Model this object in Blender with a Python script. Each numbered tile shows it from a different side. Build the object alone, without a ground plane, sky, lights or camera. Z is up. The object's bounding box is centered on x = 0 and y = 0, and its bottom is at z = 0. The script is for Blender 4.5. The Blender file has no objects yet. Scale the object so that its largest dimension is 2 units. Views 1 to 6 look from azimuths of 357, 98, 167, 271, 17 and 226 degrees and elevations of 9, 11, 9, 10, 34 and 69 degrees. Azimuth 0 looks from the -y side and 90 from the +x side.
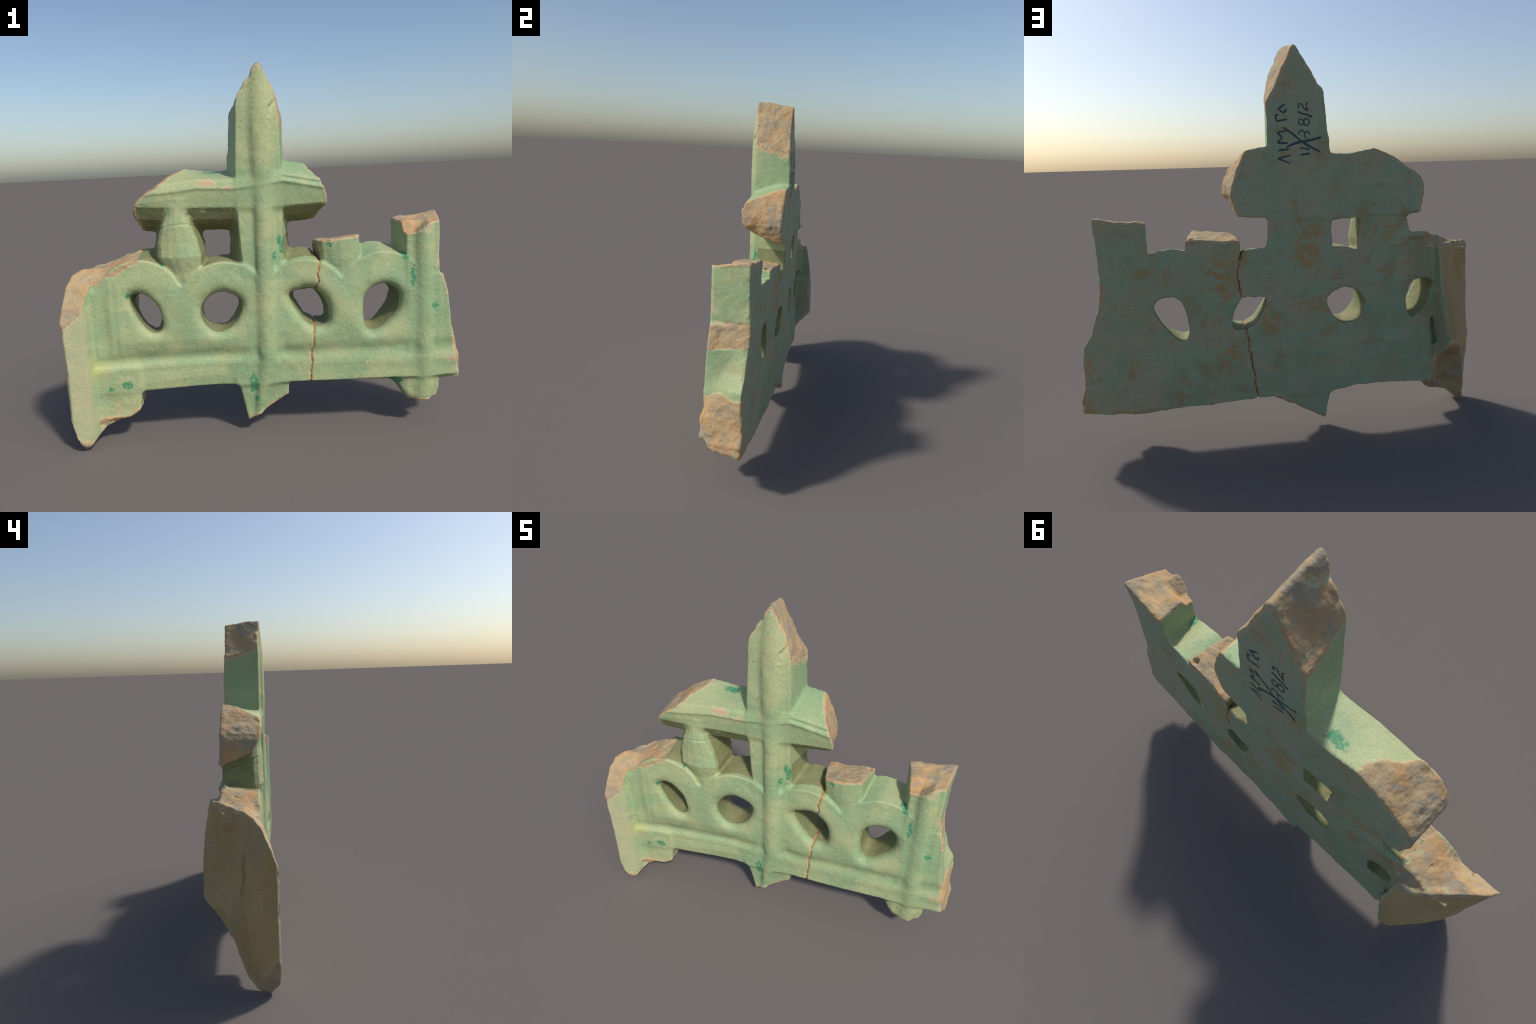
"""Fragment of a green-glazed openwork ceramic screen: a small arcade of four pierced arches on a
moulded rail, a central cross shaft with two broken arms, one urn-shaped baluster, the stump of a second,
a corner post on the right and a thick side slab on the left.  Broken edges show the orange clay.

The body is described as solids (sections swept along x, y or z), blended where the potter smeared them
together, pierced, snapped off along fracture surfaces, then meshed as ONE skin and divided into parts."""
import bpy, math
import numpy as np
from mathutils import Vector
from mathutils.bvhtree import BVHTree

H = 0.0045                                   # meshing step in metres
LO = np.array([-1.05, -0.235, -0.035]); HI = np.array([1.055, 0.245, 1.90])
N = np.ceil((HI - LO) / H).astype(int) + 1
AX = [(LO[i] + H * np.arange(N[i])).astype(np.float32) for i in range(3)]
BODY = np.full(N, 0.3, np.float32)           # signed distance of the whole body
CLAY = np.full(N, -0.3, np.float32)          # distance to the fracture that made the surface here


# ------------------------------------------------------------------ distance helpers
def interp(x, table):
    xs, ys = zip(*table)
    return np.interp(x, xs, ys).astype(np.float32)


def inset(poly, r):
    """Shrink a polygon by r so that rounding it back by r keeps its size."""
    p = np.array(poly, float); n = len(p)
    area = sum(p[i][0] * p[(i + 1) % n][1] - p[(i + 1) % n][0] * p[i][1] for i in range(n))
    out = []
    for i in range(n):
        a = p[i] - p[i - 1]; b = p[(i + 1) % n] - p[i]
        a /= np.linalg.norm(a); b /= np.linalg.norm(b)
        na, nb = np.array([-a[1], a[0]]), np.array([-b[1], b[0]])
        if area < 0: na, nb = -na, -nb
        m = na + nb; m /= np.linalg.norm(m)
        out.append(p[i] + m * r / max(0.45, m @ na))
    return np.array(out)


def poly_sd(u, v, pts):
    """Signed distance to a polygon; each corner is a pair of numbers or of broadcastable arrays."""
    d = None; s = None; n = len(pts)
    for i in range(n):
        ax, ay = pts[i]; bx, by = pts[i - 1]
        ex, ey = bx - ax, by - ay
        wx, wy = u - ax, v - ay
        t = np.clip((wx * ex + wy * ey) / np.maximum(ex * ex + ey * ey, 1e-12), 0, 1)
        dd = (wx - ex * t) ** 2 + (wy - ey * t) ** 2
        c1, c2, c3 = v >= ay, v < by, ex * wy > ey * wx
        flip = np.where((c1 & c2 & c3) | (~c1 & ~c2 & ~c3), -1, 1)
        d = dd if d is None else np.minimum(d, dd)
        s = flip if s is None else s * flip
    return (s * np.sqrt(d)).astype(np.float32)


def smin(a, b, k):
    h = np.maximum(k - np.abs(a - b), 0) / k
    return np.minimum(a, b) - h * h * k * 0.25


def smax(a, b, k): return -smin(-a, -b, k)


def rmax(a, b, r):
    """Intersection with a rounded edge of radius r."""
    a, b = a + r, b + r
    return np.minimum(np.maximum(a, b), 0) + np.hypot(np.maximum(a, 0), np.maximum(b, 0)) - r


class Block:
    """A box of the working grid, with its coordinates ready to broadcast."""
    def __init__(self, lo, hi):
        i0 = np.clip(np.floor((np.array(lo) - LO) / H).astype(int), 0, N - 1)
        i1 = np.clip(np.ceil((np.array(hi) - LO) / H).astype(int) + 1, 1, N)
        self.s = tuple(slice(a, b) for a, b in zip(i0, i1))
        self.x = AX[0][self.s[0]][:, None, None]
        self.y = AX[1][self.s[1]][None, :, None]
        self.z = AX[2][self.s[2]][None, None, :]


def add(b, d, k=0.02, cuts=()):
    """Blend a solid into the body, after snapping it off along its fracture surfaces."""
    c = None
    for cut in cuts:
        d = smax(d, cut, 0.006)
        c = cut if c is None else np.maximum(c, cut)
    if c is not None:
        near = np.abs(d) < 0.02
        CLAY[b.s] = np.where(near, np.maximum(CLAY[b.s], np.broadcast_to(c, d.shape)), CLAY[b.s])
    BODY[b.s] = smin(BODY[b.s], np.broadcast_to(d, BODY[b.s].shape), k)


def plane(b, p, q, r, inside):
    """Half space through three points; negative on the side of the point `inside`."""
    p, q, r, inside = map(np.array, (p, q, r, inside))
    n = np.cross(q - p, r - p); n = n / np.linalg.norm(n)
    if n @ (inside - p) > 0: n = -n
    return (b.x - p[0]) * n[0] + (b.y - p[1]) * n[1] + (b.z - p[2]) * n[2]


def swept_z(b, stations, r):
    """Section in x-y that changes with height: stations = [(z, [(x, y), ...]), ...]."""
    zs = [s[0] for s in stations]; polys = [inset(s[1], r) for s in stations]
    pts = []
    for i in range(len(polys[0])):
        pts.append(tuple(np.interp(b.z, zs, [p[i][c] for p in polys]).astype(np.float32) for c in (0, 1)))
    return poly_sd(b.x, b.y, pts) - r


def swept_x(b, section, r):
    return poly_sd(b.y, b.z, inset(section, r)) - r


BACK = 0.073

# ------------------------------------------------------------------ arcade panel
b = Block((-0.95, -0.235, 0.1), (1.05, 0.16, 1.05))
front = interp(b.x, [(-.9, -.112), (-.1, -.113), (.08, -.120), (.2, -.134), (.42, -.132), (.6, -.126), (.75, -.123), (1.0, -.122)])
t = (b.y - front) / (BACK - front)           # 0 at the front face, 1 at the back face
wall = np.maximum(np.maximum(b.z - 0.80, 0.28 - b.z), np.maximum(-0.675 - 1.1 * np.maximum(0.05 - b.y, 0) - b.x, b.x - 1.02))
for cx, cz, rad, lift in ((-0.632, 0.735, 0.209, 0.022), (-0.215, 0.695, 0.218, 0.008),
                          (0.185, 0.695, 0.212, 0.036), (0.572, 0.703, 0.222, 0.028)):
    drum = np.hypot(b.x - cx, b.z - cz - lift * t) - rad
    wall = smin(wall, drum, 0.02)
right_edge = b.x - ((1 - t) * interp(b.z, [(0.18, .962), (.281, .949), (.385, .936), (.45, .928), (.525, .912), (.592, .908), (.70, .897),
                                           (.792, .877), (.85, .862), (.891, .853), (1.1, .853)])
                    + t * interp(b.z, [(0.18, 1.004), (.248, 1.001), (.371, .966), (.45, .980), (.523, .972), (.60, .930), (.783, .868),
                                       (.85, .874), (1.0, .892), (1.1, .896)]))
# relief of the front face: hood bands stand proud, the field above the rail is hollowed a little
hollow = 0.0
for cx, cz in ((-0.61, 0.68), (-0.23, 0.66), (0.20, 0.655), (0.562, 0.645)):
    ring = np.hypot(b.x - cx, b.z - cz)
    hollow = hollow + 0.006 * np.exp(-((ring - 0.160) / 0.055) ** 2)
hollow = hollow - 0.010 * np.exp(-((b.z - 0.435) / 0.035) ** 2) - 0.016 * interp(b.z, [(.42, 1), (.46, .75), (.53, 0)]) * interp(b.x, [(-.80, 0), (-.66, 1), (-.25, 1), (-.12, 0)])
for cx in (-0.775, -0.735):                  # two faint finger-drawn ridges beside the slab
    hollow = hollow + 0.004 * np.exp(-((b.x - cx) / 0.018) ** 2) * interp(b.z, [(.42, 0), (.5, 1), (.82, 1), (.88, 0)])
face = np.maximum(front - hollow - b.y, b.y - BACK)
panel = rmax(wall, face, 0.006)
panel_clay = np.where((b.z + 0.012 * np.sin(b.y * 45) > 0.50) & (b.z - 0.10 * (b.y + 0.02) < 0.70), right_edge - 0.024, right_edge)
panel_clay = np.where(b.z + 0.010 * np.sin(b.y * 38 + 1) > 0.885, right_edge - 0.026, panel_clay)
right_edge = right_edge + 0.010 * np.exp(-((b.z - 0.60) / 0.07) ** 2) * np.exp(-((b.y + 0.02) / 0.06) ** 2)      # glazed scoop
panel = smax(panel, right_edge, 0.008)
CLAY[b.s] = np.where(np.abs(panel) < 0.02, np.maximum(CLAY[b.s], panel_clay), CLAY[b.s])
BODY[b.s] = np.minimum(BODY[b.s], panel)

# ------------------------------------------------------------------ base rail with its bead and sloping underside
b = Block((-0.95, -0.235, 0.1), (1.05, 0.16, 0.60))
low = interp(b.x, [(-.85, .266), (-.62, .278), (-.45, .297), (-.30, .303), (-.17, .294), (.1, .272), (.2, .263), (.45, .260), (.65, .256), (.85, .250), (1, .256)])
bead = interp(b.x, [(-.85, .390), (-.64, .396), (-.4, .398), (.0, .388), (.2, .376), (.49, .367), (.7, .368), (1, .370)])
yb = interp(b.x, [(-.85, -.120), (-.75, -.106), (-.64, -.097), (-.41, -.092), (-.30, -.092), (-.17, -.105), (.0, -.110), (.2, -.114), (.49, -.118), (.61, -.114), (1, -.114)])
yl = interp(b.x, [(-.65, -.084), (-.2, -.086), (.1, -.078), (.2, -.072), (1, -.072)])
under = interp(b.x, [(-.85, .214), (-.6, .218), (-.45, .232), (-.29, .238), (-.16, .220), (.2, .226), (.45, .214), (.65, .208), (.85, .204), (1, .226)])
sec = [(BACK, under), (BACK, 0.46), (-0.065, 0.45), (yb + 0.018, bead + 0.030), (yb + 0.003, bead + 0.012), (yb, bead), (yb + 0.005, bead - 0.018), (yl - 0.010, low + 0.036), (yl, low)]
rail = poly_sd(b.y, b.z, sec) - 0.002
rail = np.maximum(rail, -0.675 - 1.1 * np.maximum(0.05 - b.y, 0) - b.x)
edge = b.x - interp(b.z, [(0.15, .958), (.248, .965), (.30, .95), (.39, .942), (.45, .915), (.55, .90)]) - 0.16 * (b.y + 0.112)
add(b, rail, 0.025, [edge])

# ------------------------------------------------------------------ cross shaft and spire
b = Block((-0.26, -0.235, 0.0), (0.24, 0.16, 1.90))
def shaft_sec(fl, fr, bl, br, yf=-0.116):
    return [(bl, BACK), (fl - 0.003, yf + 0.002), (fl * 0.5 + fr * 0.5, yf - 0.002), (fr, yf + 0.004), (br, BACK)]
shaft = swept_z(b, [
    (0.05, shaft_sec(-0.118, 0.075, -0.118, 0.09, -0.090)),
    (0.20, shaft_sec(-0.144, 0.086, -0.150, 0.10, -0.099)),
    (0.27, shaft_sec(-0.158, 0.088, -0.166, 0.11, -0.110)),
    (0.32, shaft_sec(-0.178, 0.090, -0.170, 0.11, -0.106)),
    (0.45, shaft_sec(-0.095, 0.060, -0.140, 0.12, -0.102)),
    (0.82, shaft_sec(-0.100, 0.070, -0.165, 0.135, -0.104)),
    (0.92, shaft_sec(-0.113, 0.085, -0.174, 0.139, -0.112)),
    (1.15, shaft_sec(-0.125, 0.088, -0.166, 0.136, -0.116)),
    (1.36, shaft_sec(-0.125, 0.092, -0.168, 0.128, -0.124)),
    (1.65, shaft_sec(-0.108, 0.090, -0.140, 0.126, -0.126)),
    (1.95, shaft_sec(-0.090, 0.080, -0.120, 0.115, -0.112))], 0.009)
rib_x = interp(b.z, [(.05, -.075), (.25, -.045), (.4, -.012), (.9, -.006), (1.3, .000), (1.5, .004), (1.7, .012), (1.85, .004)])
rib_w = interp(b.z, [(.05, .026), (.3, .034), (.45, .042), (.9, .042), (1.15, .046), (1.4, .054), (1.6, .060), (1.85, .05)])
rib_y = interp(b.z, [(.05, -.068), (.15, -.078), (.25, -.094), (.33, -.104), (.42, -.112), (1.2, -.113), (1.45, -.120), (1.65, -.116), (1.85, -.098)])
rib = (np.hypot((b.x - rib_x) / rib_w, (b.y - rib_y) / 0.034) - 1) * 0.032
shaft = smin(shaft, rib, 0.014)
apex_f, apex_b = (0.002, -0.118, 1.858), (-0.005, 0.073, 1.826)
inside = (0, 0, 1.2)
cut_r = np.maximum(plane(b, apex_f, apex_b, (0.124, 0.073, 1.575), inside), plane(b, (0.062, -0.13, 1.745), (0.081, -0.13, 1.655), (0.124, 0.073, 1.585), inside) - 0.004)
cut_l = plane(b, apex_f, (-0.106, -0.13, 1.695), (-0.140, 0.073, 1.632), inside)
scoop = 0.012 * np.exp(-((b.z - 1.73) / 0.05) ** 2) * np.exp(-((b.y + 0.01) / 0.06) ** 2)
cut_l = cut_l + scoop * (b.x < 0)
cut_bottom = (0.072 + 0.62 * (b.x + 0.13) + 0.06 * np.maximum(b.y, 0)) - b.z
cut_bottom = cut_bottom * 0.85
tip = b.z - 1.846 - 0.004 * np.sin(b.y * 40)
add(b, shaft, 0.03, [smax(cut_r, cut_l, 0.02), tip, cut_bottom])

# ------------------------------------------------------------------ cross arms
b = Block((-0.75, -0.235, 0.98), (0.42, 0.18, 1.46))
tb = interp(b.x, [(-.6, 1.362), (-.39, 1.376), (-.27, 1.352), (-.17, 1.350), (.1, 1.394), (.13, 1.390), (.22, 1.376), (.3, 1.356)])
tf = interp(b.x, [(-.6, 1.300), (-.47, 1.305), (-.31, 1.318), (-.14, 1.308), (.02, 1.325), (.1, 1.333), (.19, 1.314), (.27, 1.298), (.32, 1.290)])
bb = interp(b.x, [(-.6, 1.072), (-.5, 1.064), (-.3, 1.054), (-.16, 1.052), (.13, 1.077), (.3, 1.084)])
bf = interp(b.x, [(-.6, 1.192), (-.35, 1.178), (-.1, 1.166), (.1, 1.165), (.3, 1.172)])
yf = interp(b.x, [(-.6, -.117), (-.1, -.118), (.05, -.124), (.15, -.129), (.32, -.136)])
# section: sloping top, narrow bevel down to a crisp ridge, slightly hollow front face, canted underside
ridge = tf - 0.040
sec = [(BACK, bb), (BACK, tb), (0.03, tb - 0.006), (yf + 0.006, tf + 0.002), (yf - 0.003, tf - 0.012), (yf - 0.012, ridge), (yf - 0.006, ridge - 0.012), (yf - 0.003, ridge - 0.040), (yf + 0.004, bf + 0.012), (yf + 0.012, bf),
       (-0.070, bf * 0.62 + bb * 0.38 - 0.006)]
arm = poly_sd(b.y, b.z, sec) - 0.002
groove = np.hypot((b.y - yf + 0.012) / 0.010, (b.z - tf + 0.020) / 0.007) - 1
arm = smax(arm, -0.008 * groove - 0.02 * (b.x < 0.09), 0.008)
snap_l = interp(b.z, [(1.0, -.600), (1.10, -.618), (1.16, -.630), (1.205, -.628), (1.235, -.610), (1.27, -.572), (1.302, -.522), (1.335, -.470), (1.365, -.398), (1.42, -.26)])
snap_l = (snap_l + 0.16 * np.maximum(0.05 - b.y, 0) * interp(b.z, [(1.21, 0), (1.29, 1)]) - b.x) * 0.75
snap_r = b.x - interp(b.z, [(1.05, .262), (1.085, .268), (1.139, .286), (1.18, .299), (1.22, .295), (1.30, .266), (1.37, .230), (1.40, .21)]) + 0.03 * np.maximum(b.y, 0) - 0.16 * np.maximum(-0.06 - b.y, 0)
add(b, arm, 0.022, [snap_l, snap_r])

# ------------------------------------------------------------------ baluster and the stump of its twin
b = Block((-0.66, -0.2, 0.72), (-0.22, 0.16, 1.25))
def bal_sec(fl, fr, bl, br, y=-0.131):
    w = fr - fl
    return [(bl, BACK), (fl, y + 0.052), (fl + 0.10 * w, y + 0.024), (fl + 0.30 * w, y + 0.008), (fl + 0.52 * w, y), (fl + 0.76 * w, y + 0.003), (fr - 0.05 * w, y + 0.013), (fr, y + 0.028), (br, BACK)]
bal = swept_z(b, [
    (0.74, bal_sec(-0.455, -0.350, -0.55, -0.31, -0.096)),
    (0.82, bal_sec(-0.470, -0.340, -0.56, -0.30, -0.108)),
    (0.88, bal_sec(-0.494, -0.324, -0.566, -0.294, -0.116)),
    (0.95, bal_sec(-0.530, -0.316, -0.567, -0.292, -0.135)),
    (1.02, bal_sec(-0.527, -0.328, -0.552, -0.302)),
    (1.10, bal_sec(-0.505, -0.360, -0.545, -0.306)),
    (1.15, bal_sec(-0.482, -0.377, -0.536, -0.308, -0.124)),
    (1.22, bal_sec(-0.475, -0.362, -0.530, -0.300, -0.116))], 0.006)
add(b, np.maximum(bal, np.abs(b.z - 0.98) - 0.24), 0.022)

b = Block((0.18, -0.2, 0.72), (0.60, 0.16, 1.08))
stump = swept_z(b, [
    (0.74, bal_sec(0.310, 0.410, 0.27, 0.47, -0.112)),
    (0.82, bal_sec(0.296, 0.440, 0.262, 0.495, -0.124)),
    (0.90, bal_sec(0.268, 0.468, 0.256, 0.507, -0.134)),
    (1.05, bal_sec(0.254, 0.460, 0.262, 0.505, -0.138))], 0.006)
top = b.z - (1.000 - 0.10 * (b.y + 0.12)) - interp(b.x, [(.25, -.008), (.35, .0), (.45, .012), (.5, .008)])
add(b, np.maximum(stump, 0.76 - b.z), 0.016, [top])

# ------------------------------------------------------------------ corner post and its foot
b = Block((0.50, -0.235, 0.05), (1.02, 0.16, 1.16))
def post_sec(l, r, bl, br, y=-0.116):
    return [(bl, BACK), (l, y), (r, y), (br, BACK)]
post = swept_z(b, [
    (0.12, post_sec(0.710, 0.830, 0.74, 0.80, -0.080)),
    (0.20, post_sec(0.690, 0.856, 0.68, 0.862, -0.088)),
    (0.30, post_sec(0.690, 0.850, 0.65, 0.86, -0.104)),
    (0.60, post_sec(0.700, 0.855, 0.66, 0.88, -0.118)),
    (0.90, post_sec(0.692, 0.853, 0.664, 0.884, -0.126)),
    (1.12, post_sec(0.690, 0.855, 0.670, 0.898, -0.132))], 0.010)
rib_y = interp(b.z, [(.1, -.066), (.2, -.080), (.30, -.094), (.38, -.104), (.5, -.107), (.9, -.115), (1.1, -.121)])
rib = (np.hypot((b.x - 0.776) / 0.044, (b.y - rib_y) / 0.034) - 1) * 0.034
post = smin(post, rib, 0.014)
top = b.z - interp(b.y, [(-.16, 1.060), (-.10, 1.065), (.0, 1.079), (.05, 1.086), (.08, 1.082)]) - interp(b.x, [(.66, -.014), (.72, -.006), (.80, .0), (.88, .012)]) + 0.045 * interp(b.y, [(-.095, 1), (-.070, 0)]) * interp(b.x, [(.74, 1), (.80, 0)])
foot = 0.145 + 0.40 * np.maximum(b.y + 0.10, 0) - b.z + 0.008 * np.abs((b.x - 0.77) / 0.08) ** 2
add(b, post, 0.022, [top, foot])
# fillet that swells the foot out of the rail on its left
heel = np.hypot(b.x - 0.738, (b.z - 0.27) * 0.9) - 0.092
heel = rmax(heel, np.maximum(-0.092 - b.y, b.y - 0.04), 0.015)
add(b, np.maximum(heel, foot), 0.05)

# ------------------------------------------------------------------ side slab on the left, standing across the panel
b = Block((-1.05, -0.235, -0.035), (-0.55, 0.245, 1.02))
twist = interp(b.y, [(-.19, -.035), (-.13, .0), (-.08, .03), (0, .10), (.10, .165), (.19, .19)]) * np.maximum(b.z - 0.41, 0)
tuck = interp(b.y, [(-.10, 0), (-.03, .10), (.10, .16)]) * np.maximum(0.40 - b.z, 0)
lean = b.x - twist - tuck                    # the outer face twists back towards the top and tucks in under the break
plan = [(-1.000, -0.180), (-0.985, -0.192), (-0.903, -0.166), (-0.868, -0.112), (-0.75, -0.06), (-0.705, 0.010), (-0.722, 0.145), (-0.738, 0.192), (-0.768, 0.186), (-0.850, 0.095), (-0.932, 0.000), (-0.968, -0.070), (-0.986, -0.130)]
slab = np.maximum(b.y - interp(b.z, [(.3, .182), (.5, .181), (.758, .162), (.877, .138), (.95, .12)]), -1.0 + 0 * b.x)
slab = rmax(slab, poly_sd(lean, b.y + 0 * b.z, inset(plan, 0.006)) - 0.006, 0.02)
slab_top = (b.z - interp(b.y, [(-.21, .62), (-.19, .655), (-.165, .716), (-.136, .79), (-.116, .842), (-.075, .882), (-.036, .905), (.03, .912), (.10, .918), (.14, .915), (.165, .89), (.2, .82)])) * 0.7
under_side = (interp(b.y, [(-.2, .075), (-.17, .035), (-.145, .005), (-.115, .0), (-.09, .012), (-.03, .07), (0, .16), (.04, .255), (.10, .345), (.165, .410), (.195, .445)]) - b.z) * 0.5
ramp = (interp(b.x, [(-1.0, .20), (-.985, .13), (-.948, .005), (-.93, .015), (-.845, .105), (-.71, .150), (-.655, .195)]) - b.z) * 0.75
add(b, slab, 0.03, [slab_top, under_side, np.where(b.y < 0.0, ramp, -0.2)])
# broken foot that joins the slab under the rail
foot = rmax(np.maximum(-0.71 - 1.2 * np.maximum(0.05 - b.y, 0) - b.x, b.x + 0.655 + 0.10 * np.maximum(0.30 - b.z, 0)), np.maximum(-0.108 - b.y, b.y - np.minimum(0.03 + 0.45 * (b.z - 0.15), 0.068)), 0.012)
foot = np.maximum(foot, b.z - 0.40)
add(b, foot, 0.025, [ramp, np.maximum((0.150 + 0.85 * np.maximum(b.y, -0.01) - b.z) * 0.75, np.where(b.x < -0.74, under_side, -0.2))])
# torn top between the first hood and the slab
b = Block((-0.86, -0.2, 0.6), (-0.62, 0.2, 1.02))
tear = np.maximum(np.maximum(np.maximum(-0.86 - b.x, b.x + 0.64), np.maximum(-0.105 - b.y, b.y - 0.070)), 0.80 - b.z)
tear_top = b.z - interp(b.x, [(-.9, .862), (-.80, .872), (-.74, .886), (-.69, .912), (-.64, .938)]) - 0.15 * np.maximum(b.y + 0.05, 0)
add(b, tear, 0.012, [tear_top])

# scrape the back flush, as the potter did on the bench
b = Block((-0.67, 0.0, -0.03), (1.055, 0.245, 1.90))
BODY[b.s] = smax(BODY[b.s], b.y - BACK - 0.03 * np.maximum(-0.62 - b.x, 0) / 0.05 - 0.002, 0.014)

# ------------------------------------------------------------------ the four eye-shaped openings, tapering to the back
def closed_curve(pts, per=5):
    p = np.array(pts, float); n = len(p); out = []
    for i in range(n):
        a, q, r, s = p[i - 1], p[i], p[(i + 1) % n], p[(i + 2) % n]
        for t in np.arange(per) / per:
            out.append(0.5 * ((2 * q) + (r - a) * t + (2 * a - 5 * q + 4 * r - s) * t ** 2 + (3 * q - a - 3 * r + s) * t ** 3))
    return np.array(out)

OPENINGS = [
    # front rim, back rim (x, z), walked the same way round
    ([(-.682, .768), (-.622, .785), (-.548, .712), (-.522, .612), (-.545, .578), (-.600, .592), (-.655, .672)],
     [(-.678, .715), (-.630, .742), (-.570, .722), (-.547, .640), (-.565, .562), (-.600, .560), (-.645, .608)]),
    ([(-.330, .700), (-.272, .762), (-.195, .764), (-.126, .708), (-.158, .602), (-.255, .552), (-.322, .612)],
     [(-.330, .640), (-.292, .705), (-.221, .727), (-.140, .680), (-.178, .592), (-.228, .555), (-.300, .570)]),
    ([(.098, .722), (.165, .762), (.238, .758), (.298, .690), (.308, .598), (.268, .556), (.185, .582)],
     [(.152, .700), (.205, .712), (.255, .710), (.293, .655), (.308, .582), (.270, .566), (.195, .602)]),
    ([(.474, .672), (.515, .742), (.600, .762), (.662, .706), (.650, .612), (.575, .540), (.492, .530)],
     [(.512, .640), (.540, .712), (.592, .738), (.655, .700), (.612, .600), (.545, .532), (.508, .552)]),
]
for front_rim, back_rim in OPENINGS:
    f, k = closed_curve(front_rim), closed_curve(back_rim)
    mid = f.mean(0)
    b = Block((mid[0] - 0.25, -0.235, mid[1] - 0.25), (mid[0] + 0.25, 0.16, mid[1] + 0.25))
    t = np.clip((b.y + 0.125) / 0.2, -0.1, 1.1)
    pts = [(f[i][0] * (1 - t) + k[i][0] * t, f[i][1] * (1 - t) + k[i][1] * t) for i in range(len(f))]
    hole = poly_sd(b.x, b.z, pts)
    soft = interp(b.y, [(-.2, .046), (-.09, .042), (-.05, .026), (0.03, .010), (.1, .010)])
    body = BODY[b.s]
    h = np.maximum(soft - np.abs(body + hole), 0) / soft
    BODY[b.s] = np.maximum(body, -hole) + h * h * soft * 0.25
del pts, hole, h, body

# ------------------------------------------------------------------ glued cracks, scars, pits
def crack(b, off, width, depth):
    body = BODY[b.s]
    BODY[b.s] = body + np.where(np.abs(body) < 0.03, depth * np.exp(-(off / width) ** 2), 0)

b = Block((0.12, -0.235, 0.15), (0.34, 0.16, 1.02))
def join(x, y, z):
    """Distance from the wandering joint along which the right-hand fragment was glued back."""
    line_f = interp(z, [(.22, .190), (.28, .196), (.36, .206), (.42, .209), (.50, .222), (.575, .228), (.70, .235), (.76, .240), (.79, .256), (.83, .246), (.87, .262), (.90, .268), (1.0, .262)])
    line_b = interp(z, [(.22, .204), (.35, .216), (.45, .232), (.57, .246), (.72, .262), (.80, .278), (.87, .272), (.93, .250), (1.0, .250)])
    t = np.clip((y + 0.12) / 0.19, 0, 1)
    return x - line_f * (1 - t) - line_b * t - 0.0020 * np.sin(z * 70) - 0.0010 * np.sin(z * 150 + 1)
crack(b, join(b.x, b.y, b.z), 0.0042 + 0.003 * (b.z > 0.88), 0.008 + 0.008 * (b.z > 0.885) * (b.y > -0.11))
b = Block((-0.62, -0.2, 0.98), (-0.325, 0.16, 1.18))
off = b.z - 1.105 + 0.25 * (b.y + 0.12) + 0.35 * (b.x + 0.43) ** 2 - 0.08 * (b.x + 0.43)
crack(b, off, 0.0036, 0.0038)

def capsule(b, p, q, r):
    p, q = np.array(p, float), np.array(q, float); e = q - p
    t = np.clip(((b.x - p[0]) * e[0] + (b.y - p[1]) * e[1] + (b.z - p[2]) * e[2]) / (e @ e), 0, 1)
    return np.sqrt((b.x - p[0] - t * e[0]) ** 2 + (b.y - p[1] - t * e[1]) ** 2 + (b.z - p[2] - t * e[2]) ** 2) - r

def near(p, q, m=0.05):
    return Block(np.minimum(p, q) - m, np.maximum(p, q) + m)

def gouge(path, r, k=0.008):
    for p, q in zip(path, path[1:]):
        b = near(p, q); BODY[b.s] = smax(BODY[b.s], -capsule(b, p, q, r), k)

def welt(path, r, k=0.015):
    for p, q in zip(path, path[1:]):
        b = near(p, q); BODY[b.s] = smin(BODY[b.s], capsule(b, p, q, r), k)

# slit in the outer face of the slab
b = Block((-1.05, -0.10, 0.42), (-0.84, 0.06, 0.80))
off = b.y + 0.024 - 0.007 * np.sin(b.z * 16) - 0.004 * np.sin(b.z * 41)
crack(b, off, 0.0065, 0.013 * interp(b.z, [(.44, 0), (.50, .8), (.58, 1), (.68, .9), (.76, 0)]))
# chips that leave the spire lopsided
gouge([(-0.062, -0.135, 1.795), (-0.050, -0.06, 1.810)], 0.024, 0.02)
gouge([(-0.118, -0.02, 1.690), (-0.130, 0.06, 1.672)], 0.014, 0.02)
gouge([(0.052, -0.12, 1.785), (0.058, -0.03, 1.765)], 0.010, 0.02)
# drawn groove and lifted flake on the front of the spire
gouge([(0.078, -0.127, 1.665), (0.052, -0.139, 1.640), (0.044, -0.146, 1.60)], 0.007)
gouge([(0.044, -0.1465, 1.58), (0.046, -0.1465, 1.48), (0.046, -0.1465, 1.38)], 0.004)
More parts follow.
